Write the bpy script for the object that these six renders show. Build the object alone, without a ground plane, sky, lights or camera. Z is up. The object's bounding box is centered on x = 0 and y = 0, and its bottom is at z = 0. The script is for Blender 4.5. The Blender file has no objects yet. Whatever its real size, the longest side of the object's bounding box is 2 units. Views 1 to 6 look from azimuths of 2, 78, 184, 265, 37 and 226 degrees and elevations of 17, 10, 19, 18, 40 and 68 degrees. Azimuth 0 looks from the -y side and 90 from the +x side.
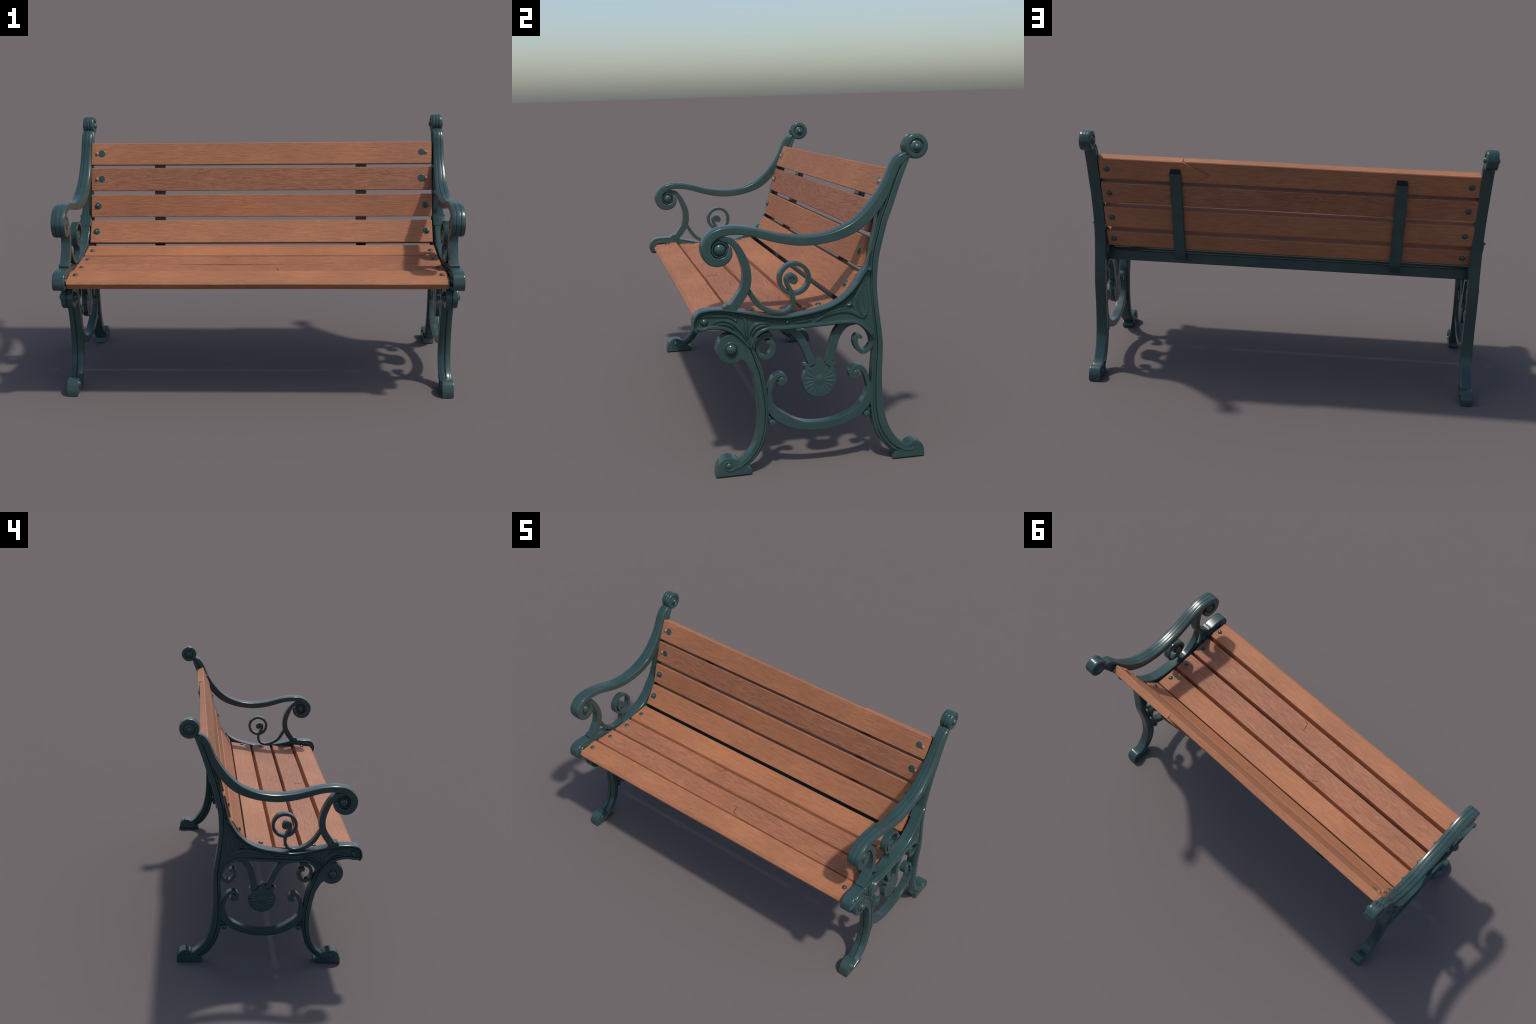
import bpy, bmesh, math, random
from mathutils import Vector, Matrix, noise

random.seed(7)
SC = bpy.context.scene.collection

# ------------------------------------------------------------------ materials
def nodes_of(name):
    m = bpy.data.materials.new(name)
    m.use_nodes = True
    nt = m.node_tree
    return m, nt, nt.nodes["Principled BSDF"]

def node(nt, kind, **kw):
    n = nt.nodes.new(kind)
    for k, v in kw.items():
        if k in n.inputs.keys():
            n.inputs[k].default_value = v
        else:
            setattr(n, k, v)
    return n

def ramp(nt, stops):
    r = nt.nodes.new("ShaderNodeValToRGB")
    el = r.color_ramp.elements
    while len(el) < len(stops):
        el.new(0.5)
    for e, (p, c) in zip(el, stops):
        e.position = p
        e.color = (*c, 1)
    return r

def mix(nt, a, b, fac, mode="MIX"):
    m = nt.nodes.new("ShaderNodeMix")
    m.data_type = "RGBA"
    m.blend_type = mode
    L = nt.links.new
    for sock, val in ((m.inputs["Factor"], fac), (m.inputs["A"], a), (m.inputs["B"], b)):
        if hasattr(val, "is_output"):
            L(val, sock)
        elif isinstance(val, tuple):
            sock.default_value = (*val, 1)
        else:
            sock.default_value = val
    return m.outputs["Result"]

def paint_material():
    m, nt, p = nodes_of("green_paint")
    L = nt.links.new
    tc = node(nt, "ShaderNodeTexCoord")
    n1 = node(nt, "ShaderNodeTexNoise", Scale=9.0, Detail=4.0, Roughness=0.6)
    L(tc.outputs["Object"], n1.inputs["Vector"])
    r = ramp(nt, [(0.3, PAINT[0]), (0.7, PAINT[1])])
    L(n1.outputs["Fac"], r.inputs["Fac"])
    n2 = node(nt, "ShaderNodeTexNoise", Scale=160.0, Detail=3.0, Roughness=0.6)
    L(tc.outputs["Object"], n2.inputs["Vector"])
    L(r.outputs["Color"], p.inputs["Base Color"])
    mr = node(nt, "ShaderNodeMapRange")
    mr.inputs["To Min"].default_value = 0.17
    mr.inputs["To Max"].default_value = 0.29
    L(n1.outputs["Fac"], mr.inputs["Value"])
    L(mr.outputs["Result"], p.inputs["Roughness"])
    b = node(nt, "ShaderNodeBump", Strength=0.05, Distance=0.002)
    L(n2.outputs["Fac"], b.inputs["Height"])
    L(b.outputs["Normal"], p.inputs["Normal"])
    p.inputs["Specular IOR Level"].default_value = 0.5
    return m

def wood_material(name, dark, mid, light, grain, wave):
    """Oiled hardwood; grain runs along the slat (local x)."""
    m, nt, p = nodes_of(name)
    L = nt.links.new
    tc = node(nt, "ShaderNodeTexCoord")
    oi = node(nt, "ShaderNodeObjectInfo")
    off = node(nt, "ShaderNodeVectorMath", operation="MULTIPLY_ADD")
    off.inputs[1].default_value = (1, 1, 1)
    sc = node(nt, "ShaderNodeVectorMath", operation="SCALE")
    sc.inputs[0].default_value = (31.0, 17.0, 11.0)
    L(oi.outputs["Random"], sc.inputs["Scale"])
    L(tc.outputs["Object"], off.inputs[0])
    L(sc.outputs["Vector"], off.inputs[2])
    # slow sideways drift of the grain
    warp = node(nt, "ShaderNodeTexNoise", Scale=5.0, Detail=2.0)
    mpw = node(nt, "ShaderNodeMapping")
    mpw.inputs["Scale"].default_value = (1.0, 2.5, 2.5)
    L(off.outputs["Vector"], mpw.inputs["Vector"])
    L(mpw.outputs["Vector"], warp.inputs["Vector"])
    wv = node(nt, "ShaderNodeVectorMath", operation="MULTIPLY_ADD")
    L(warp.outputs["Color"], wv.inputs[0])
    wv.inputs[1].default_value = (0.0, wave, wave)
    L(off.outputs["Vector"], wv.inputs[2])
    def streak(sx, sy, detail, rough=0.6):
        mp = node(nt, "ShaderNodeMapping")
        mp.inputs["Scale"].default_value = (sx, sy, sy)
        L(wv.outputs["Vector"], mp.inputs["Vector"])
        n = node(nt, "ShaderNodeTexNoise", Scale=1.0, Detail=detail, Roughness=rough)
        L(mp.outputs["Vector"], n.inputs["Vector"])
        return n.outputs["Fac"]
    g1 = streak(9.0, 190.0, 4.0)
    g2 = streak(22.0, 420.0, 3.0)
    big = node(nt, "ShaderNodeTexNoise", Scale=3.0, Detail=3.0)
    L(off.outputs["Vector"], big.inputs["Vector"])
    r1 = ramp(nt, [(0.34, dark), (0.5, mid), (0.68, light)])
    L(g1, r1.inputs["Fac"])
    base = mix(nt, mid, r1.outputs["Color"], grain)
    rb = ramp(nt, [(0.3, (0.84, 0.84, 0.86)), (0.7, (1.10, 1.08, 1.04))])
    L(big.outputs["Fac"], rb.inputs["Fac"])
    base = mix(nt, base, rb.outputs["Color"], 0.8, "MULTIPLY")
    rf = ramp(nt, [(0.32, (0.70, 0.68, 0.66)), (0.6, (1.06, 1.06, 1.06))])
    L(g2, rf.inputs["Fac"])
    base = mix(nt, base, rf.outputs["Color"], 0.55, "MULTIPLY")
    # faint reddish and greenish stains
    st = node(nt, "ShaderNodeTexNoise", Scale=9.0, Detail=3.0, Roughness=0.65)
    mp2 = node(nt, "ShaderNodeMapping")
    mp2.inputs["Scale"].default_value = (0.8, 2.2, 2.2)
    L(off.outputs["Vector"], mp2.inputs["Vector"])
    L(mp2.outputs["Vector"], st.inputs["Vector"])
    rr = ramp(nt, [(0.62, (0, 0, 0)), (0.74, (1, 1, 1))])
    L(st.outputs["Fac"], rr.inputs["Fac"])
    base = mix(nt, base, mix(nt, base, (0.85, 1.12, 1.0), 0.6, "MULTIPLY"), rr.outputs["Color"])
    rr2 = ramp(nt, [(0.27, (1, 1, 1)), (0.36, (0, 0, 0))])
    L(st.outputs["Fac"], rr2.inputs["Fac"])
    base = mix(nt, base, mix(nt, base, (1.12, 0.86, 0.9), 0.7, "MULTIPLY"), rr2.outputs["Color"])
    L(base, p.inputs["Base Color"])
    p.inputs["Roughness"].default_value = 0.62
    p.inputs["Specular IOR Level"].default_value = 0.3
    b = node(nt, "ShaderNodeBump", Strength=0.35 * grain + 0.08, Distance=0.004)
    L(g1, b.inputs["Height"])
    b2 = node(nt, "ShaderNodeBump", Strength=0.12, Distance=0.001)
    L(g2, b2.inputs["Height"])
    L(b.outputs["Normal"], b2.inputs["Normal"])
    L(b2.outputs["Normal"], p.inputs["Normal"])
    return m

PAINT = ((0.024, 0.055, 0.053), (0.033, 0.069, 0.066))
MAT_PAINT = paint_material()
MAT_SMOOTH = wood_material("smooth_wood", (0.308, 0.122, 0.057), (0.380, 0.156, 0.077), (0.434, 0.188, 0.097), 0.70, 0.026)
MAT_GRAIN = wood_material("grained_wood", (0.258, 0.102, 0.054), (0.340, 0.140, 0.075), (0.410, 0.178, 0.100), 0.95, 0.050)
MAT_BARE = wood_material("worn_plug", (0.30, 0.13, 0.08), (0.38, 0.17, 0.11), (0.45, 0.24, 0.17), 0.5, 0.05)

# ------------------------------------------------------------------ mesh tools
def finish(name, bm, mat, parent=None, x=0.0, angle=38, origin=None):
    bmesh.ops.recalc_face_normals(bm, faces=bm.faces[:])
    if origin is not None:
        bmesh.ops.translate(bm, verts=bm.verts[:], vec=-Vector(origin))
    me = bpy.data.meshes.new(name)
    bm.to_mesh(me)
    bm.free()
    me.materials.append(mat)
    me.shade_smooth()
    me.set_sharp_from_angle(angle=math.radians(angle))
    ob = bpy.data.objects.new(name, me)
    SC.objects.link(ob)
    ob.parent = parent
    ob.location = origin if origin is not None else (x, 0, 0)
    wn = ob.modifiers.new("even_shading", "WEIGHTED_NORMAL")
    wn.keep_sharp = True
    wn.weight = 80
    return ob

def smooth_path(pts, step=0.006, closed=False):
    """Catmull-Rom through the control points, resampled evenly."""
    pts = [tuple(map(float, p)) for p in pts]
    n = len(pts)
    k = len(pts[0])
    dense = []
    segs = n if closed else n - 1
    for i in range(segs):
        if closed:
            P = [pts[(i + j) % n] for j in (-1, 0, 1, 2)]
        else:
            P = [pts[max(0, i - 1)], pts[i], pts[i + 1], pts[min(n - 1, i + 2)]]
        for s in range(10):
            t = s / 10
            dense.append(tuple(0.5 * (2 * P[1][c] + (P[2][c] - P[0][c]) * t
                         + (2 * P[0][c] - 5 * P[1][c] + 4 * P[2][c] - P[3][c]) * t * t
                         + (3 * P[1][c] - P[0][c] - 3 * P[2][c] + P[3][c]) * t ** 3) for c in range(k)))
    dense.append(pts[0] if closed else pts[-1])
    d = [0.0]
    for a, b in zip(dense, dense[1:]):
        d.append(d[-1] + math.dist(a[:2], b[:2]))
    m = max(3, int(d[-1] / step) + 1)
    out, j = [], 0
    for i in range(m + (0 if closed else 1)):
        s = d[-1] * i / m
        while j < len(d) - 2 and d[j + 1] < s:
            j += 1
        f = (s - d[j]) / max(1e-9, d[j + 1] - d[j])
        out.append(tuple(dense[j][c] + (dense[j + 1][c] - dense[j][c]) * f for c in range(k)))
    return out

# cross-sections: (n, x) in metres for half width w (in the frame's plane) and half depth h
def sec_bar(w, h, c=0.0030):
    c = min(c, w * 0.6, h * 0.6)
    d = c * 0.3
    q = [(w, h - c), (w - d, h - d), (w - c, h)]
    q += [(-n, x) for n, x in reversed(q)]
    return q + [(-n, -x) for n, x in q]

def sec_round(w, h):
    return [(w * math.copysign(abs(math.cos(a)) ** 0.6, math.cos(a)), h * math.copysign(abs(math.sin(a)) ** 0.6, math.sin(a)))
            for a in [math.tau * (i + 0.5) / 16 for i in range(16)]]

def sec_arm(w, h):
    crown = [(-1.0, .0075), (-.97, .0050), (-.92, .0032), (-.60, .0006), (-.365, .0010), (-.335, .0038), (-.305, .0008), (-.15, 0), (.15, 0),
             (.305, .0008), (.335, .0038), (.365, .0010), (.60, .0006), (.92, .0032), (.97, .0050), (1.0, .0075)]
    q = [(w + .0050 - e, x * h) for x, e in crown]
    return q + [(-w + 0.003, h), (-w + 0.001, h - 0.001), (-w, h - 0.003), (-w, -h + 0.003), (-w + 0.001, -h + 0.001), (-w + 0.003, -h)]

def sec_leg(w, h, groove=True):
    face = [(0.98, h - 0.004), (0.88, h), (0.02, h + 0.0005), (-0.10, h - 0.001), (-0.16, h - 0.006), (-0.25, h - 0.003), (-0.34, h + 0.001),
            (-0.52, h + 0.001), (-0.62, h - 0.003), (-0.68, h - 0.007), (-0.92, h - 0.008), (-0.99, h - 0.012)]
    q = [(u * w, x) for u, x in face]
    r = [(n, -x) for n, x in reversed(q)]
    g = [(w, -h + 0.008), (w + .0035, -h + .015), (w + .004, -0.004), (w - 0.002, -0.0012), (w - 0.002, 0.0012), (w + .004, 0.004), (w + .0035, h - .015), (w, h - 0.008)] if groove \
        else [(w, -h + 0.008), (w, h - 0.008)]
    return q + r + g

def sec_post(w, h):
    return sec_leg(w, h, False)

def sec_rail(w, h):
    face = [(1.0, h - 0.006), (0.95, h - 0.002), (0.80, h), (0.55, h), (0.42, h - 0.002), (0.25, h - 0.008), (0.0, h - 0.013), (-0.30, h - 0.014),
            (-0.50, h - 0.010), (-0.72, h - 0.010), (-0.90, h - 0.014), (-1.0, h - 0.018)]
    q = [(u * w, x) for u, x in face]
    return q + [(n, -x) for n, x in reversed(q)]

def add_ribbon(bm, stations, h, sec=sec_bar, flip=False, step=0.006, closed=False, dx=0.0):
    path = smooth_path(stations, step, closed)
    n = len(path)
    rings = []
    for i, st in enumerate(path):
        a = path[(i - 1) % n] if (closed or i) else st
        b = path[(i + 1) % n] if (closed or i < n - 1) else st
        t = Vector((b[0] - a[0], b[1] - a[1]))
        t.normalize()
        nn = Vector((t.y, -t.x)) * (-1 if flip else 1)
        hh = h * (st[3] if len(st) > 3 else 1.0)
        rings.append([bm.verts.new((x + dx, st[0] + nn.x * e, st[1] + nn.y * e)) for e, x in sec(max(st[2] / 2, 0.002), hh)])
    m = len(rings[0])
    for i in range(n if closed else n - 1):
        A, B = rings[i], rings[(i + 1) % n]
        for j in range(m):
            bm.faces.new((A[j], A[(j + 1) % m], B[(j + 1) % m], B[j]))
    if not closed:
        bm.faces.new(rings[0])
        bm.faces.new(rings[-1])

def inset_loop(poly, d):
    n = len(poly)
    area = sum(poly[i][0] * poly[(i + 1) % n][1] - poly[(i + 1) % n][0] * poly[i][1] for i in range(n))
    s = 1 if area > 0 else -1
    out = []
    for i in range(n):
        a, b, c = Vector(poly[i - 1]), Vector(poly[i]), Vector(poly[(i + 1) % n])
        e1, e2 = (b - a).normalized(), (c - b).normalized()
        nn = Vector((-(e1.y + e2.y), e1.x + e2.x))
        if nn.length < 1e-6:
            nn = Vector((-e1.y, e1.x))
        nn.normalize()
        out.append(tuple(b + nn * d * s))
    return out

def add_plate(bm, poly, h, c=0.004, dx=0.0):
    """Rounded-edge slab: the outline poly (y, z) with half depth h."""
    layers = [(-h, c), (-h + 0.3 * c, 0.3 * c), (-h + c, 0), (h - c, 0), (h - 0.3 * c, 0.3 * c), (h, c)]
    rings = []
    for x, ins in layers:
        pl = inset_loop(poly, ins) if ins else poly
        rings.append([bm.verts.new((x + dx, y, z)) for y, z in pl])
    n = len(poly)
    for A, B in zip(rings, rings[1:]):
        for j in range(n):
            bm.faces.new((A[j], A[(j + 1) % n], B[(j + 1) % n], B[j]))
    bm.faces.new(rings[0])
    bm.faces.new(rings[-1])

def add_lathe(bm, y, z, prof, seg=40, both=True, sy=1.0):
    """Spin (r, x) about the x axis through (y, z); mirrored to both faces."""
    full = [(r, x) for r, x in prof]
    if both:
        full = full + [(r, -x) for r, x in reversed(full)]
    rings = []
    for r, x in full:
        if r < 1e-5:
            rings.append([bm.verts.new((x, y, z))])
        else:
            rings.append([bm.verts.new((x, y + r * sy * math.cos(math.tau * k / seg), z + r * math.sin(math.tau * k / seg))) for k in range(seg)])
    for A, B in zip(rings, rings[1:]):
        for k in range(seg):
            k2 = (k + 1) % seg
            if len(A) == 1:
                bm.faces.new((A[0], B[k], B[k2]))
            elif len(B) == 1:
                bm.faces.new((A[k], A[k2], B[0]))
            else:
                bm.faces.new((A[k], A[k2], B[k2], B[k]))
    for R in (rings[0], rings[-1]):
        if len(R) > 1:
            bm.faces.new(R)

def dome(r, base, top):
    """Domed button profile from its crown down to the base plane."""
    return [(r * math.sin(a), base + (top - base) * math.cos(a)) for a in [math.pi / 2 * i / 6 for i in range(7)]]

def add_blob(bm, y, z, ry, rz, rx, rot=0.0):
    m = Matrix.Translation((0, y, z)) @ Matrix.Rotation(rot, 4, "X") @ Matrix.Diagonal((rx, ry, rz, 1))
    bmesh.ops.create_uvsphere(bm, u_segments=20, v_segments=12, radius=1.0, matrix=m)

def curve_loop(pts, step=0.006):
    return [p[:2] for p in smooth_path(pts, step, True)]

# ------------------------------------------------------------------ side frame, drawn in its (y, z) plane
# spines carry (y, z, width); half depth is given per part
ARM = [(.381, 1.212, .022, .80), (.357, 1.198, .029, .80), (.336, 1.172, .028, .80), (.320, 1.136, .028, .82), (.302, 1.096, .031, .84), (.279, 1.056, .036, .86), (.248, 1.015, .039, .9),
       (.206, .973, .040, .93), (.157, .941, .038, .97), (.089, .917, .034, 1), (.027, .907, .033, 1), (-.026, .905, .033, 1), (-.073, .909, .032, 1),
       (-.121, .918, .030, 1), (-.159, .928, .029, 1), (-.197, .940, .028, 1), (-.232, .950, .027, 1), (-.269, .957, .027, 1), (-.304, .960, .028, 1), (-.333, .958, .029, 1),
       (-.356, .953, .029, 1), (-.376, .943, .030, 1), (-.392, .928, .031, 1), (-.401, .911, .033, 1), (-.404, .894, .034, 1), (-.401, .877, .033, 1), (-.394, .862, .032, 1),
       (-.382, .851, .031, 1), (-.365, .845, .029, 1), (-.347, .847, .027, .98), (-.331, .854, .025, .95), (-.321, .866, .022, .9), (-.317, .880, .018, .85), (-.320, .896, .014, .8)]
SUPPORT = [(-.352, .936, .016), (-.334, .930, .020), (-.312, .922, .025), (-.294, .905, .025), (-.279, .881, .027), (-.267, .853, .030), (-.257, .822, .031), (-.253, .789, .032), (-.256, .757, .034),
           (-.266, .729, .035), (-.284, .701, .035), (-.303, .677, .034), (-.322, .653, .034)]
TENDRIL = [(-.250, .733, .016), (-.225, .688, .020), (-.201, .661, .019), (-.172, .643, .017), (-.144, .634, .014), (-.117, .632, .013), (-.094, .638, .014), (-.080, .653, .015), (-.074, .676, .015),
           (-.076, .699, .016), (-.084, .718, .016), (-.093, .735, .016), (-.098, .751, .015), (-.097, .764, .015), (-.089, .772, .014), (-.077, .775, .014), (-.066, .768, .014), (-.061, .755, .014), (-.067, .746, .013), (-.077, .746, .010)]
FRONT_LEG = [(-.259, .530, .030), (-.253, .501, .034), (-.245, .477, .038), (-.235, .444, .042), (-.224, .409, .043), (-.217, .376, .042), (-.211, .343, .041), (-.207, .308, .041), (-.204, .276, .041), (-.203, .247, .041),
             (-.205, .212, .040), (-.209, .180, .039), (-.216, .148, .038), (-.227, .115, .037), (-.244, .086, .036), (-.267, .060, .034), (-.295, .041, .032), (-.325, .030, .026)]
REAR_POST = [(.384, 1.212, .026), (.370, 1.190, .036), (.350, 1.150, .042), (.332, 1.104, .043), (.315, 1.057, .044), (.298, 1.011, .045), (.282, .968, .044), (.268, .916, .043), (.259, .882, .043), (.250, .845, .043), (.244, .808, .041),
             (.242, .768, .038), (.241, .736, .036), (.241, .699, .035), (.245, .649, .034), (.251, .590, .035), (.257, .539, .036), (.261, .490, .038), (.260, .449, .039), (.257, .400, .041),
             (.254, .359, .043), (.253, .305, .045), (.253, .264, .049), (.255, .220, .053), (.262, .174, .056), (.274, .134, .058), (.292, .099, .058), (.313, .070, .057), (.336, .050, .052), (.362, .038, .042), (.388, .036, .030)]
STRETCHER = [(.226, .325, .016), (.223, .292, .022), (.212, .249, .036), (.195, .227, .036), (.175, .210, .036), (.152, .197, .035), (.124, .185, .034), (.095, .176, .034), (.065, .170, .034), (.020, .167, .033),
             (-.028, .170, .033), (-.063, .178, .035), (-.096, .192, .038), (-.123, .208, .041), (-.148, .226, .041), (-.166, .247, .037), (-.176, .274, .024), (-.178, .306, .019)]
CURL_LOW_FRONT = [(-.178, .294, .019), (-.177, .323, .018), (-.170, .348, .019), (-.160, .370, .019), (-.145, .384, .018), (-.131, .387, .016), (-.119, .380, .015), (-.113, .367, .015), (-.116, .357, .015), (-.124, .350, .015), (-.134, .350, .014), (-.141, .357, .012)]
CURL_LOW_REAR = [(.224, .305, .015), (.218, .335, .017), (.211, .359, .019), (.199, .381, .019), (.183, .392, .018), (.166, .391, .017), (.154, .380, .018), (.151, .367, .018), (.156, .355, .017), (.168, .349, .016), (.180, .352, .015), (.184, .361, .013)]
CURL_UP_REAR = [(.222, .536, .017), (.235, .510, .016), (.238, .484, .016), (.227, .463, .017), (.210, .451, .017), (.194, .453, .018), (.180, .467, .018), (.172, .486, .019), (.171, .503, .019), (.177, .514, .018), (.188, .514, .016), (.196, .506, .010)]
CURL_UP_FRONT = [(-.160, .540, .013), (-.166, .546, .018), (-.180, .548, .020), (-.198, .541, .019), (-.213, .526, .016), (-.220, .504, .015), (-.218, .484, .015), (-.209, .468, .017), (-.194, .458, .018), (-.176, .461, .020),
                 (-.162, .476, .021), (-.155, .496, .020), (-.158, .510, .019), (-.169, .518, .018), (-.184, .516, .014)]
BRANCH_FRONT = [(-.130, .566, .020), (-.093, .558, .022), (-.068, .545, .028), (-.047, .522, .030), (-.032, .493, .030), (-.020, .462, .030), (-.008, .434, .031), (.000, .408, .030), (.010, .376, .026)]
BRANCH_REAR = [(.185, .568, .012), (.145, .567, .026), (.121, .556, .033), (.104, .536, .034), (.091, .511, .034), (.082, .479, .033), (.073, .446, .032), (.064, .413, .029), (.052, .376, .026)]
RAIL_TOP = [(-.457, .585), (-.466, .599), (-.468, .617), (-.463, .637), (-.453, .653), (-.436, .664), (-.413, .668), (-.385, .669), (-.352, .667), (-.317, .661), (-.279, .653), (-.241, .644), (-.202, .635), (-.164, .627), (-.133, .623), (-.099, .622), (-.055, .626),
            (-.011, .632), (.032, .641), (.070, .652), (.106, .669), (.132, .688), (.156, .710), (.174, .732), (.189, .754), (.204, .778), (.214, .800), (.222, .825), (.231, .855)]
RAIL_LOW = [(-.456, .584), (-.434, .583), (-.406, .588), (-.370, .586), (-.340, .578), (-.315, .563), (-.295, .545), (-.277, .526), (-.262, .508), (-.244, .528), (-.233, .546), (-.217, .560), (-.201, .568), (-.178, .570), (-.152, .568), (-.125, .567), (-.061, .567),
            (-.009, .568), (.045, .569), (.098, .571), (.152, .570), (.174, .566), (.192, .554), (.214, .533), (.230, .513), (.240, .491)]
BEAD_FRONT = [(-.454, .598, .012), (-.432, .594, .018), (-.405, .598, .018), (-.370, .596, .018), (-.336, .587, .018), (-.308, .571, .017), (-.287, .552, .015), (-.270, .533, .013), (-.256, .512, .010)]
BEAD_REAR = [(-.250, .508, .010), (-.238, .535, .014), (-.224, .555, .017), (-.205, .570, .020), (-.178, .578, .019), (-.150, .576, .018), (-.100, .575, .018), (-.050, .576, .018), (0, .577, .018), (.050, .578, .018), (.100, .580, .018), (.152, .579, .018),
             (.178, .573, .018), (.198, .560, .018), (.218, .540, .018), (.232, .522, .016)]
FOOT_FRONT = [(-.400, .001), (-.398, .022), (-.392, .045), (-.382, .062), (-.367, .073), (-.349, .077), (-.332, .074), (-.315, .066), (-.307, .056), (-.309, .046), (-.293, .044), (-.274, .034), (-.262, .027), (-.257, .018), (-.258, .008), (-.264, .001)]
FOOT_REAR = [(.318, .001), (.320, .012), (.327, .030), (.345, .038), (.372, .045), (.376, .055), (.388, .064), (.402, .070), (.418, .069), (.434, .060), (.445, .045), (.450, .028), (.451, .001)]

def offset_path(top, d):
    out = []
    n = len(top)
    for i in range(n):
        a, b = Vector(top[max(0, i - 1)]), Vector(top[min(n - 1, i + 1)])
        t = (b - a).normalized()
        out.append((top[i][0] + t.y * d, top[i][1] - t.x * d))
    return out

def spiral(cy, cz, r0, r1, a0, turns, w0, w1, n=18):
    return [(cy + (r0 + (r1 - r0) * i / n) * math.cos(a0 + turns * math.tau * i / n),
             cz + (r0 + (r1 - r0) * i / n) * math.sin(a0 + turns * math.tau * i / n),
             w0 + (w1 - w0) * i / n) for i in range(n + 1)]

def build_side_frame(root):
    parts = {}
    # seat rail with its ornamental panel: the body everything else hangs on
    bm = bmesh.new()
    rail_mid = offset_path(RAIL_TOP, 0.0115)
    add_ribbon(bm, [(y, z, .023, 1 - .45 * min(1, max(0, (z - .745) / .07))) for y, z in rail_mid], .0290, sec_rail, flip=True, step=.005, dx=.0140)
    panel = offset_path(RAIL_TOP[:-2], 0.006)
    panel = panel + [(.236, .790), (.246, .60), (.248, .500)] + list(reversed(RAIL_LOW[:-1]))[0:]
    panel = [p for i, p in enumerate(panel) if i == 0 or math.dist(p, panel[i - 1]) > .004]
    add_plate(bm, panel, .0200, .003, dx=.0055)
    add_ribbon(bm, BEAD_FRONT, .0300, sec_round, step=.005, dx=.0075)
    add_ribbon(bm, BEAD_REAR, .0300, sec_round, step=.005, dx=.0075)
    side = finish("side_frame", bm, MAT_PAINT, root)
    # raised foliage on the panel
    bm = bmesh.new()
    add_blob(bm, -.422, .621, .0195, .0195, .0330)
    add_ribbon(bm, [(-.432, .638, .008), (-.414, .645, .014), (-.385, .643, .014), (-.352, .640, .013), (-.328, .636, .013), (-.312, .625, .011), (-.304, .614, .006)], .0255, sec_round, step=.004)
    add_blob(bm, -.302, .619, .0085, .0085, .0275)
    add_ribbon(bm, [(-.392, .613, .004), (-.365, .622, .010), (-.335, .619, .017), (-.309, .605, .020), (-.288, .581, .016), (-.270, .553, .009), (-.262, .535, .003)], .0245, sec_round, step=.004)
    add_ribbon(bm, [(-.372, .606, .003), (-.345, .607, .008), (-.318, .594, .009), (-.295, .572, .005)], .0275, sec_round, step=.004)
    add_ribbon(bm, [(-.292, .632, .006), (-.274, .628, .014), (-.264, .607, .018), (-.264, .580, .014), (-.262, .545, .004)], .0245, sec_round, step=.004)
    add_ribbon(bm, [(-.257, .545, .004), (-.246, .576, .013), (-.230, .594, .016), (-.205, .600, .014), (-.168, .596, .004)], .0245, sec_round, step=.004)
    add_ribbon(bm, [(-.243, .562, .003), (-.224, .582, .011), (-.200, .590, .013), (-.174, .588, .004)], .0290, sec_round, step=.004)
    add_blob(bm, -.103, .597, .0105, .0105, .0290)
    add_ribbon(bm, [(-.090, .601, .003), (-.065, .594, .009), (-.035, .595, .008), (-.008, .600, .003)], .0245, sec_round, step=.004)
    add_ribbon(bm, [(-.060, .607, .003), (-.030, .606, .007), (.000, .609, .004)], .0240, sec_round, step=.004)
    tear = curve_loop([(.205, .740), (.184, .712), (.165, .680), (.156, .650), (.163, .620), (.180, .597), (.200, .587), (.214, .597), (.221, .620), (.222, .655), (.216, .700)], .006)
    add_plate(bm, tear, .0250, .006)
    add_ribbon(bm, [(.204, .728, .004), (.186, .690, .010), (.177, .655, .012), (.184, .622, .012), (.199, .603, .009), (.212, .606, .004)], .0285, sec_round, step=.004)
    add_ribbon(bm, [(.206, .722, .003), (.199, .685, .008), (.202, .650, .009), (.210, .625, .004)], .0270, sec_round, step=.004)
    add_blob(bm, .145, .645, .020, .0115, .0275, .15)
    add_ribbon(bm, [(.182, .600, .012), (.158, .617, .024), (.130, .625, .026), (.095, .623, .022), (.055, .614, .016), (.028, .604, .011), (.010, .593, .004)], .0255, sec_round, step=.004)
    add_ribbon(bm, [(.150, .634, .003), (.110, .633, .008), (.070, .626, .009), (.035, .613, .004)], .0285, sec_round, step=.004)
    for v in bm.verts:
        v.co.x = v.co.x * .95 + .0060 + math.copysign(.0020, v.co.x)
    parts["foliage_relief"] = finish("foliage_relief", bm, MAT_PAINT, side)
    bm = bmesh.new()
    add_ribbon(bm, [(.180, .736, .010), (.200, .762, .013), (.213, .778, .014), (.224, .786, .012)], .0310, sec_round, step=.004)
    add_blob(bm, .225, .781, .0130, .0130, .0370)
    bmesh.ops.translate(bm, verts=bm.verts[:], vec=(.0090, 0, 0))
    parts["rail_knob"] = finish("rail_knob", bm, MAT_PAINT, side)

    # front leg with volute and foot
    bm = bmesh.new()
    add_ribbon(bm, FRONT_LEG, .0300, sec_leg, step=.006)
    parts["front_leg"] = finish("front_leg", bm, MAT_PAINT, side)
    bm = bmesh.new()
    R = .0575
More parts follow.
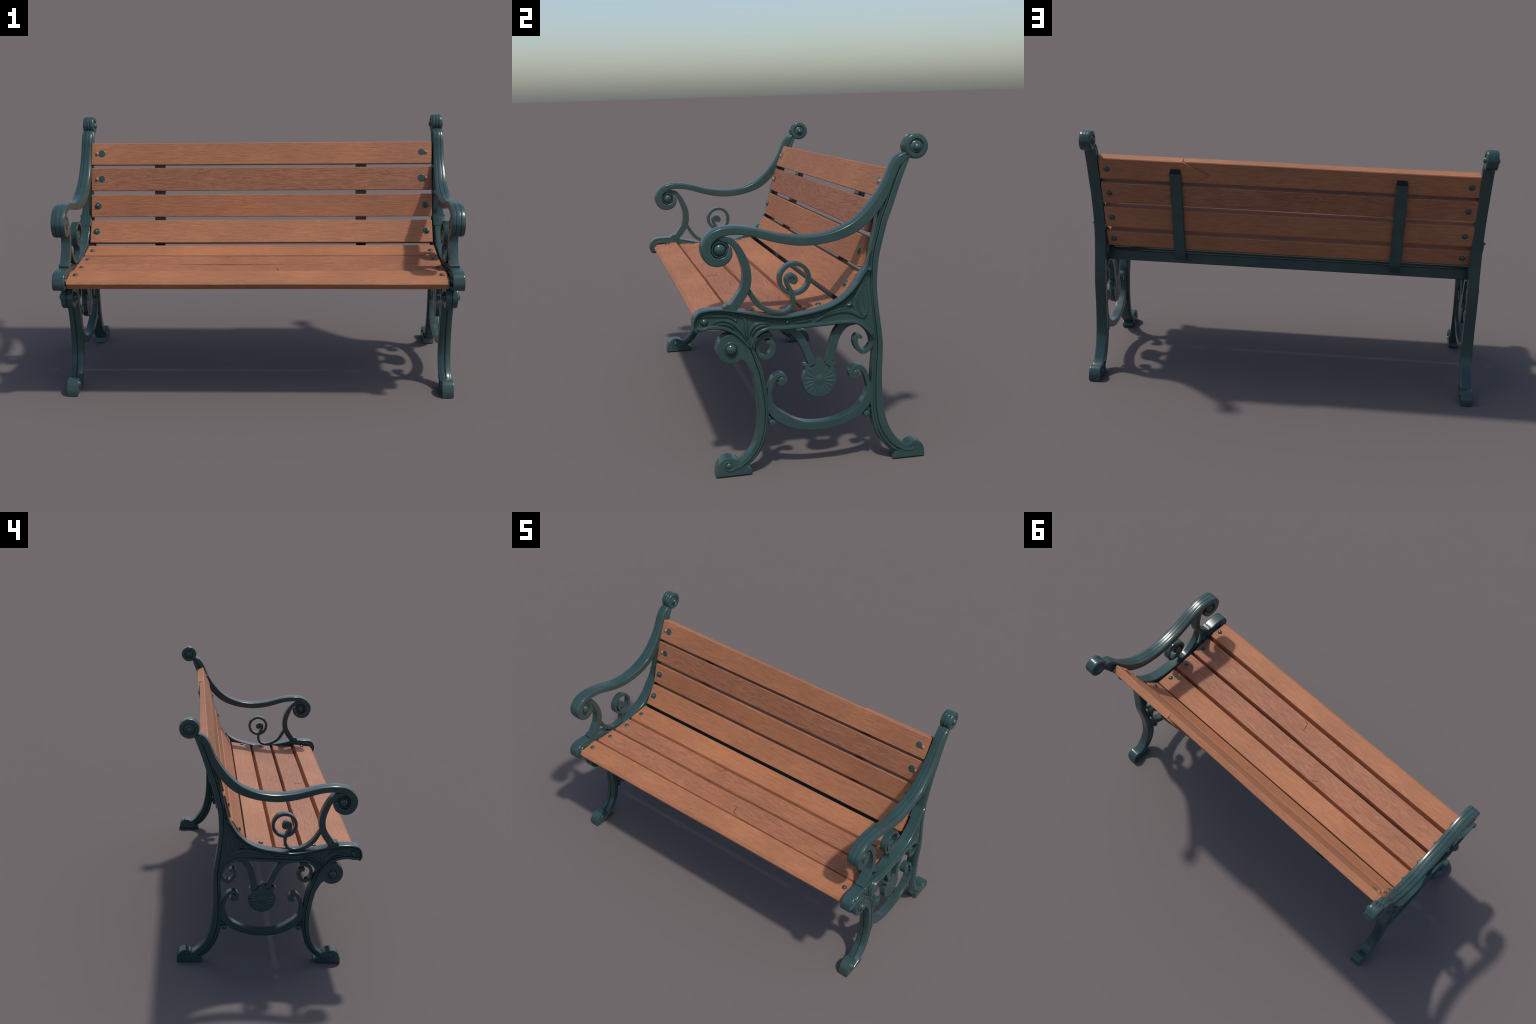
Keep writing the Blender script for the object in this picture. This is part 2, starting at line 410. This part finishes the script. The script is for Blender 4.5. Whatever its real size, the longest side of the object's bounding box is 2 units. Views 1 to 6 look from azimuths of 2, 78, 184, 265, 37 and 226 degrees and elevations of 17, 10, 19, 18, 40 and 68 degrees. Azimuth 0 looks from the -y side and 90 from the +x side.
    ring = [(R - .004, .0290), (R - .0012, .0278), (R, .0245), (R, .0035), (R - .005, .0012)]
    add_lathe(bm, -.322, .508, [(0, .0290)] + ring, 48)
    add_plate(bm, [(-.300, .486), (-.286, .467), (-.271, .455), (-.259, .434), (-.247, .408), (-.232, .408), (-.240, .450), (-.256, .492), (-.290, .505)], .0285, .003)
    parts["leg_volute"] = finish("leg_volute", bm, MAT_PAINT, side)
    bm = bmesh.new()
    add_lathe(bm, -.324, .508, dome(.0215, .0330, .0480) + [(.0222, .0310), (.0235, .0340), (.0265, .0340), (.0285, .0320), (.0288, .0270)], 32)
    parts["volute_boss"] = finish("volute_boss", bm, MAT_PAINT, side)
    bm = bmesh.new()
    add_plate(bm, FOOT_FRONT, .0295, .005)
    add_ribbon(bm, [(-.262, .066, .006), (-.290, .046, .010), (-.318, .033, .012), (-.345, .024, .010), (-.362, .032, .009), (-.366, .046, .009), (-.357, .059, .008), (-.342, .060, .007), (-.334, .050, .006)], .0330, sec_round, step=.004)
    add_lathe(bm, -.348, .044, dome(.0125, .0270, .0350) + [(.0125, .02)], 24)
    parts["foot_front"] = finish("foot", bm, MAT_PAINT, side)
    bm = bmesh.new()
    add_plate(bm, FOOT_REAR, .0295, .005)
    add_ribbon(bm, [(.330, .056, .008), (.352, .042, .011), (.376, .033, .013), (.398, .033, .012), (.409, .043, .010), (.404, .054, .009), (.393, .055, .007), (.388, .047, .005)], .0325, sec_round, flip=True, step=.004)
    parts["foot_rear"] = finish("foot", bm, MAT_PAINT, side)

    # rear post running up to the scrolled finial
    bm = bmesh.new()
    add_ribbon(bm, REAR_POST, .0275, sec_post, flip=True, step=.006, dx=.0015)
    parts["rear_post"] = finish("rear_post", bm, MAT_PAINT, side)
    bm = bmesh.new()
    R = .0485
    add_lathe(bm, .419, 1.2455, [(0, .0225), (.026, .0225), (.0295, .0280), (R - .006, .0285), (R - .002, .0262), (R, .0220), (R + .0005, .0120), (R, .0095), (R, .0070), (R + .0005, .0030)], 56)
    for v in bm.verts:
        if abs(abs(v.co.x) - .0082) < .0020:
            d = Vector((v.co.y - .419, v.co.z - 1.2455))
            if d.length > R - .002 and d.x < -.012:
                d *= 1 - .0035 / R * min(1, (-.012 - d.x) / .015)
                v.co.y, v.co.z = .419 + d.x, 1.2455 + d.y
    add_lathe(bm, .421, 1.2425, dome(.0150, .0270, .0400) + [(.0190, .0265), (.0235, .0245), (.0260, .0215)], 28)
    bmesh.ops.translate(bm, verts=bm.verts[:], vec=(.0035, 0, 0))
    parts["finial"] = finish("finial", bm, MAT_PAINT, side)

    # armrest, its scroll and its supports
    bm = bmesh.new()
    add_ribbon(bm, ARM, .0335, sec_arm, step=.008)
    add_lathe(bm, -.356, .893, [(0, .016), (.0400, .016)], 32)
    add_ribbon(bm, spiral(-.354, .892, .029, .027, .3, 0.95, .010, .008), .0275, sec_round, step=.004)
    add_lathe(bm, -.353, .891, dome(.0225, .022, .0350) + [(.0235, .016)], 28)
    bmesh.ops.translate(bm, verts=bm.verts[:], vec=(.0055, 0, 0))
    parts["armrest"] = finish("armrest", bm, MAT_PAINT, side)
    bm = bmesh.new()
    add_ribbon(bm, SUPPORT, .0230, sec_bar, step=.006)
    add_plate(bm, [(-.3455, .672), (-.3350, .6835), (-.3120, .6800), (-.3000, .6550), (-.3360, .6560)], .0245, .002)
    bmesh.ops.translate(bm, verts=bm.verts[:], vec=(.0110, 0, 0))
    parts["arm_support"] = finish("arm_support", bm, MAT_PAINT, side)
    bm = bmesh.new()
    add_ribbon(bm, TENDRIL, .0175, sec_bar, step=.005)
    add_lathe(bm, -.0790, .7580, [(0, .0150), (.0150, .0150)], 24)
    bmesh.ops.translate(bm, verts=bm.verts[:], vec=(.0040, 0, 0))
    parts["tendril"] = finish("tendril", bm, MAT_PAINT, side)
    bm = bmesh.new()
    add_ribbon(bm, [(-.0675 + .0575 * math.cos(math.tau * i / 24), .7605 + .0575 * math.sin(math.tau * i / 24), .0155) for i in range(24)], .0180, sec_bar, step=.006, closed=True, dx=.0040)
    parts["ring"] = finish("ring", bm, MAT_PAINT, side)

    # open ironwork between the legs
    bm = bmesh.new()
    add_ribbon(bm, STRETCHER, .0205, sec_bar, step=.006)
    parts["stretcher"] = finish("stretcher", bm, MAT_PAINT, side)
    for key, path, tip in (("a", CURL_LOW_FRONT, (-.128, .365, .0115)), ("b", CURL_LOW_REAR, (.172, .367, .0120)), ("c", CURL_UP_REAR, None), ("d", CURL_UP_FRONT, None)):
        bm = bmesh.new()
        add_ribbon(bm, path, .0185, sec_bar, step=.004, dx=-.0070 if key == 'd' else 0.0)
        if tip:
            add_lathe(bm, tip[0], tip[1], dome(tip[2], .0165, .0195) + [(tip[2], .010)], 24)
        parts["scroll" + key] = finish("scroll", bm, MAT_PAINT, side)
    for key, path in (("e", BRANCH_FRONT), ("f", BRANCH_REAR)):
        bm = bmesh.new()
        add_ribbon(bm, path, .0160, sec_bar, step=.006, dx=-.0080)
        parts["branch" + key] = finish("branch", bm, MAT_PAINT, side)
    for key, (y, z) in (("g", (-.170, .197)), ("h", (.213, .196))):
        bm = bmesh.new()
        add_lathe(bm, y, z, [(0, .0215), (.0095, .0212), (.0128, .0190), (.0138, .0140)], 24)
        s = 1 if y > 0 else -1
        add_blob(bm, y + s * .010, z + .014, .012, .016, .0120)
        parts["knob" + key] = finish("knob", bm, MAT_PAINT, side)

    # flower medallion
    bm = bmesh.new()
    cy, cz, R, nt_, nr = .025, .349, .0700, 128, 22
    def relief(r, a):
        u = r / R
        x = .0150
        if u > .90:
            return x - .0012 * (u > .97) * 3
        petals = 18
        wob = noise.noise(Vector((math.cos(a) * 3, math.sin(a) * 3, u * 2))) * .35
        lobe = abs(math.sin(a * petals / 2 + wob))
        env = max(0.0, 1 - abs((u - .62) / .36)) ** .6
        x += .0010 * lobe * env - .0010 * env * (1 - lobe)
        x += .0028 * max(0, 1 - (u / .30) ** 2)
        return x
    for sgn in (1, -1):
        rings = [[bm.verts.new((sgn * relief(0, 0), cy, cz))]]
        for i in range(1, nr + 1):
            r = R * i / nr
            rings.append([bm.verts.new((sgn * relief(r, math.tau * k / nt_), cy + r * math.cos(math.tau * k / nt_), cz + r * math.sin(math.tau * k / nt_) * 1.01)) for k in range(nt_)])
        for k in range(nt_):
            bm.faces.new((rings[0][0], rings[1][k], rings[1][(k + 1) % nt_]))
        for A, B in zip(rings[1:], rings[2:]):
            for k in range(nt_):
                bm.faces.new((A[k], A[(k + 1) % nt_], B[(k + 1) % nt_], B[k]))
        if sgn > 0:
            rim = rings[-1]
        else:
            for k in range(nt_):
                bm.faces.new((rim[k], rim[(k + 1) % nt_], rings[-1][(k + 1) % nt_], rings[-1][k]))
    bmesh.ops.translate(bm, verts=bm.verts[:], vec=(-.0070, 0, 0))
    parts["medallion"] = finish("medallion", bm, MAT_PAINT, side)
    bm = bmesh.new()
    add_plate(bm, [(.026, .446), (.040, .430), (.050, .412), (.046, .380), (.008, .380), (.003, .414), (.012, .430)], .0152, .004)
    add_plate(bm, [(-.043, .416), (-.036, .421), (-.015, .416), (.006, .412), (.012, .380), (-.020, .375), (-.033, .394), (-.034, .408)], .0143, .003)
    add_plate(bm, [(.093, .411), (.087, .417), (.068, .411), (.045, .412), (.040, .378), (.072, .370), (.085, .390), (.085, .403)], .0143, .003)
    bmesh.ops.translate(bm, verts=bm.verts[:], vec=(-.0070, 0, 0))
    parts["crown_leaf"] = finish("crown_leaf", bm, MAT_PAINT, side)
    return side

root = bpy.data.objects.new("park_bench", None)
SC.objects.link(root)
root["label"] = "wooden slat park bench with ornate green cast iron ends"
root["category"] = "garden bench"

FRAME_X = (.9340, -.9545)
side = build_side_frame(root)
side.location.x = FRAME_X[0]
twin = side.copy()
SC.objects.link(twin)
twin.location.x = FRAME_X[1]
twin.scale.x = -1.0                   # handed pair
for ch in list(side.children):
    c = ch.copy()
    SC.objects.link(c)
    c.parent = twin

# ------------------------------------------------------------------ slats
def chamfer_loop(poly, c):
    """Cut each corner of a closed outline by c (each entry may carry its own)."""
    out = []
    n = len(poly)
    for i in range(n):
        a, b, d = Vector(poly[i - 1][:2]), Vector(poly[i][:2]), Vector(poly[(i + 1) % n][:2])
        k = poly[i][2] if len(poly[i]) > 2 else c
        if k <= 0:
            out.append(tuple(b))
            continue
        out.append(tuple(b + (a - b).normalized() * k))
        out.append(tuple(b + (d - b).normalized() * k))
    return out

def build_slat(name, outline, x0, x1, mat, seed, sway=.0014, chip=None, c=.0030, dip=None):
    """Plank along x: outline is the closed (y, z) section."""
    section = chamfer_loop(outline, c)
    bm = bmesh.new()
    cy = sum(p[0] for p in section) / len(section)
    cz = sum(p[1] for p in section) / len(section)
    n = 90
    xs = {round(x0 + .006 + (x1 - x0 - .012) * i / n, 5) for i in range(1, n)}
    if chip:
        xs = {x for x in xs if abs(x - chip[0]) > .006} | {chip[0] + .0005, chip[0] - .0005}
    ends = [(0, .93), (.002, .985), (.006, 1.0)]
    xs = [(x0 + e, k) for e, k in ends] + [(x, 1.0) for x in sorted(xs)] + [(x1 - e, k) for e, k in reversed(ends)]
    rings = []
    for x, k in xs:
        R = []
        for y, z in section:
            v = Vector((x * 1.6, y * 6 + seed * 7.3, z * 6))
            p = Vector((x, cy + (y - cy) * k + noise.noise(v) * sway, cz + (z - cz) * k + noise.noise(v + Vector((9, 4, 2))) * sway))
            if chip and y > chip[2][0] + (chip[1][0] - chip[2][0]) * (z - chip[2][1]) / (chip[1][1] - chip[2][1]) - .012:
                # a split-off flake: beyond a slanting edge the rear face sits further in
                xc, (ty, tz), (by, bz), depth = chip
                u = (z - bz) / (tz - bz)
                lean = -.21 * (1 - u) if u > .38 else -.130 + .125 * (.38 - u) / .38
                p.x += lean * max(0.0, 1 - abs(x - xc) / .40)
                if x < xc:
                    p.y -= depth * max(0.0, 1 - (xc - x) / 1.25) * min(1, .35 + u)
            if dip and y > dip[0] and z > dip[1]:
                p.z -= dip[2] * max(0.0, 1 - ((x - dip[3]) / dip[4]) ** 2)      # hollow in the rear edge
            R.append(bm.verts.new(p))
        rings.append(R)
    m = len(section)
    for A, B in zip(rings, rings[1:]):
        for j in range(m):
            bm.faces.new((A[j], A[(j + 1) % m], B[(j + 1) % m], B[j]))
    bm.faces.new(rings[0])
    bm.faces.new(rings[-1])
    return finish(name, bm, mat, root, origin=((x0 + x1) / 2, cy, cz), angle=28)

# seat: outlines run front edge -> back edge along the top, then round underneath.
# The lower front of each inner slat leans forward until it nearly meets its neighbour.
SEAT_X = (-.937, .908)
SEAT = [
    [(-.431, .6300, .002), (-.3190, .6415, .002), (-.3075, .6000, .001), (-.3075, .5840, .001), (-.4280, .5825), (-.4465, .6120, .002)],
    [(-.3000, .6290, .002), (-.1730, .6310, .002), (-.1665, .6020, .001), (-.1660, .5850, .001), (-.3065, .5850, .001), (-.3065, .5990, .001)],
    [(-.1540, .6265, .002), (-.0350, .6300, .002), (-.0245, .5990, .001), (-.0245, .5850, .001), (-.1620, .5850, .001), (-.1615, .6020, .001)],
    [(-.0150, .6300, .002), (.1120, .6465, .002), (.1120, .6050), (.0900, .5900), (-.0235, .5860, .001), (-.0235, .5980, .001)],
]
for i, outline in enumerate(SEAT):
    build_slat("seat_slat", outline, *SEAT_X, (MAT_SMOOTH, MAT_GRAIN, MAT_GRAIN, MAT_SMOOTH)[i], i + 1, dip=(-.20, .62, .006, -.15, .28) if i == 1 else None)

# backrest: front bottom, front top, rear top, rear bottom of each board
BACK_X = (-.932, .904)
BACK = [((.277, 1.0525), (.324, 1.163), (.363, 1.147), (.330, 1.038)), ((.239, .917), (.274, 1.036), (.326, 1.018), (.287, .906)),
        ((.198, .781), (.233, .898), (.284, .882), (.252, .770)), ((.121, .659), (.190, .765), (.248, .744), (.219, .662))]
for i, (lo, hi, rt, rb) in enumerate(BACK):
    outline = [lo, hi, rt, rb]
    chip = None
    if i == 0:
        outline = [lo, hi, rt] + [(rt[0] + (rb[0] - rt[0]) * f, rt[1] + (rb[1] - rt[1]) * f, 0) for f in (.2, .4, .6, .8)] + [rb]
        chip = (.490, rt, rb, .012)
    if i == 3:
        outline.append((.158, .642))
    build_slat("back_slat", outline, *BACK_X, MAT_GRAIN if i == 1 else MAT_SMOOTH, 10 + i, chip=chip)

# ------------------------------------------------------------------ bolts
def bolt_mesh(name, r, hgt, mat):
    bm = bmesh.new()
    pr = [(r * math.sin(a), hgt * math.cos(a)) for a in [math.pi / 2 * i / 6 for i in range(7)]] + [(r, -.004)]
    rings = [[bm.verts.new((rr * math.cos(math.tau * k / 24), rr * math.sin(math.tau * k / 24), z)) for k in range(24)] if rr > 1e-6 else [bm.verts.new((0, 0, z))] for rr, z in pr]
    for A, B in zip(rings, rings[1:]):
        for k in range(24):
            if len(A) == 1:
                bm.faces.new((A[0], B[k], B[(k + 1) % 24]))
            else:
                bm.faces.new((A[k], A[(k + 1) % 24], B[(k + 1) % 24], B[k]))
    bm.faces.new(rings[-1])
    bmesh.ops.recalc_face_normals(bm, faces=bm.faces[:])
    me = bpy.data.meshes.new(name)
    bm.to_mesh(me)
    bm.free()
    me.materials.append(mat)
    me.shade_smooth()
    me.set_sharp_from_angle(angle=math.radians(40))
    return me

SEAT_BOLT = bolt_mesh("seat_bolt", .0130, .0085, MAT_PAINT)
BACK_BOLT = bolt_mesh("back_bolt", .0150, .0090, MAT_PAINT)
WASHER = bolt_mesh("washer", .0200, .0020, MAT_PAINT)
PLUG = bolt_mesh("plug", .0095, .0090, MAT_BARE)
STUD = bolt_mesh("stud", .0125, .0090, MAT_PAINT)

def place(name, me, loc, normal):
    ob = bpy.data.objects.new(name, me)
    SC.objects.link(ob)
    ob.parent = root
    ob.location = loc
    ob.rotation_euler = Vector((0, 0, 1)).rotation_difference(Vector(normal)).to_euler()
    return ob

for y, z, ny in ((-.372, .6360, -.11), (-.229, .6285, 0), (-.087, .6275, 0), (.041, .6370, -.12)):
    for x in (-.903, .880):
        place("bolt", SEAT_BOLT, (x, y, z), (0, ny, 1))
for i, (lo, hi, rt, rb) in enumerate(BACK):
    lo, hi, rt, rb = (Vector((0, *p)) for p in (lo, hi, rt, rb))
    t = (hi - lo).normalized()
    nf = Vector((0, -t.z, t.y))          # out of the front face
    tb = (rt - rb).normalized()
    nb = Vector((0, tb.z, -tb.y))        # out of the rear face
    mid = (lo + hi) / 2
    for s in (-1, 1):
        if i < 2:
            xw = -.876 if s < 0 else .849
            place("washer", WASHER, mid + Vector((xw, 0, 0)) + t * .002, nf)
            place("plug", PLUG, mid + Vector((xw + s * .0250, 0, 0)) + t * .002, nf)
        else:
            xw = (-.895 if s < 0 else .868) + (.003 * s if i == 3 else 0)
            place("washer", WASHER, mid + Vector((xw, 0, 0)), nf).scale = (.92, .92, 1)
            place("bolt", STUD, mid + Vector((xw + s * .006, 0, 0)), nf)
        xb = -.890 if s < 0 else .868
        place("bolt", BACK_BOLT, (rt + rb) / 2 + Vector((xb, 0, 0)), nb)

# ------------------------------------------------------------------ rear ironwork: cross beam and two straps
bm = bmesh.new()
bx0, bx1 = FRAME_X[1] + .015, FRAME_X[0] - .015
sec = [(.100, .6245), (.171, .6245), (.175, .6205), (.175, .573), (.171, .569), (.100, .569)]
A = [bm.verts.new((bx0, y, z)) for y, z in sec]
B = [bm.verts.new((bx1, y, z)) for y, z in sec]
for j in range(6):
    bm.faces.new((A[j], A[(j + 1) % 6], B[(j + 1) % 6], B[j]))
bm.faces.new(A)
bm.faces.new(B)
finish("cross_beam", bm, MAT_PAINT, root, origin=(0, .138, .597))

# strap: an open channel following the backs of the slats down to the beam
STRAP = [(.358, 1.086), (.342, 1.030), (.308, .906), (.272, .778), (.254, .712), (.240, .660), (.222, .618), (.194, .588), (.164, .572), (.140, .562)]
def build_strap(xc):
    bm = bmesh.new()
    path = [p[:2] for p in smooth_path(STRAP, .012)]
    n = len(path)
    outer, inner = [], []
    for i, (y, z) in enumerate(path):
        a, b = path[max(0, i - 1)], path[min(n - 1, i + 1)]
        t = Vector((b[0] - a[0], b[1] - a[1])).normalized()
        d = Vector((t.y, -t.x))          # forwards, into the boards
        low = max(0, (z - .562) / .075)
        w = .0285 if low > 1 else .017 + .0115 * low ** .5
        dep = .030
        for lst, e in ((outer, 0), (inner, .0045)):
            ring = []
            for sx, o in ((-1, dep - e), (-1, .003 + e), (-.9, e), (.9, e), (1, .003 + e), (1, dep - e)):
                rise = 0.0
                ring.append(bm.verts.new((xc + sx * (w - e), y + d.x * o - t.x * rise, z + d.y * o - t.y * rise)))
            lst.append(ring)
    for lst in (outer, inner):
        for A, B in zip(lst, lst[1:]):
            for j in range(6):
                bm.faces.new((A[j], A[(j + 1) % 6], B[(j + 1) % 6], B[j]))
        bm.faces.new(lst[-1])
    for j in range(6):
        bm.faces.new((outer[0][j], outer[0][(j + 1) % 6], inner[0][(j + 1) % 6], inner[0][j]))
    return finish("back_strap", bm, MAT_PAINT, root, origin=(xc, .27, .84), angle=30)

MAT_HOLLOW_SHADOW, _nt, _p = nodes_of("painted_hollow_shadow")
_p.inputs["Base Color"].default_value = (.005, .008, .009, 1)  # almost black, to paint in the unlit depth of the opening
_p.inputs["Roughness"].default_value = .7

def build_mouth_shadow(xc):
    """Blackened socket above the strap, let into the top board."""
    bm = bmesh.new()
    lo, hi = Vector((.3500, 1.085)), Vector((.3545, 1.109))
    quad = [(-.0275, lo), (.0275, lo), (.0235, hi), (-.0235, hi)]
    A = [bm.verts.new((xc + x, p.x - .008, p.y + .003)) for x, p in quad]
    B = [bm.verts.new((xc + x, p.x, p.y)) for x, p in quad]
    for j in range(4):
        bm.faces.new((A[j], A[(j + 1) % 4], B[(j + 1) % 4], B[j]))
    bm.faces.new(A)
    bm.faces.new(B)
    finish("strap_mouth_shadow_plate", bm, MAT_HOLLOW_SHADOW, root, origin=(xc, .351, 1.094))

build_strap(.529)
build_mouth_shadow(.529)
build_mouth_shadow(-.563)
build_strap(-.563)

# ------------------------------------------------------------------ drying cracks in the seat
MAT_CRACK, _nt, _p = nodes_of("crack_shadow_wood")
_p.inputs["Base Color"].default_value = (.055, .022, .013, 1)
_p.inputs["Roughness"].default_value = .9
for path, z in (([(-.128, -.0375, .001), (-.150, -.042, .0035), (-.168, -.048, .004), (-.180, -.058, .003), (-.192, -.073, .0008)], .6290),
                ([(.130, -.297, .001), (.094, -.282, .003), (.087, -.262, .0035), (.081, -.238, .0008)], .6292)):
    bm = bmesh.new()
    pts = smooth_path(path, .004)
    rows = []
    for i, (x, y, w) in enumerate(pts):
        a, b = pts[max(0, i - 1)], pts[min(len(pts) - 1, i + 1)]
        t = Vector((b[0] - a[0], b[1] - a[1])).normalized()
        n = Vector((-t.y, t.x)) * w * .5
        rows.append([bm.verts.new((x + n.x, y + n.y, z - .003)), bm.verts.new((x + n.x, y + n.y, z + .0006)), bm.verts.new((x - n.x, y - n.y, z + .0006)), bm.verts.new((x - n.x, y - n.y, z - .003))])
    for A, B in zip(rows, rows[1:]):
        for j in range(4):
            bm.faces.new((A[j], A[(j + 1) % 4], B[(j + 1) % 4], B[j]))
    bm.faces.new(rows[0])
    bm.faces.new(rows[-1])
    finish("crack", bm, MAT_CRACK, root)
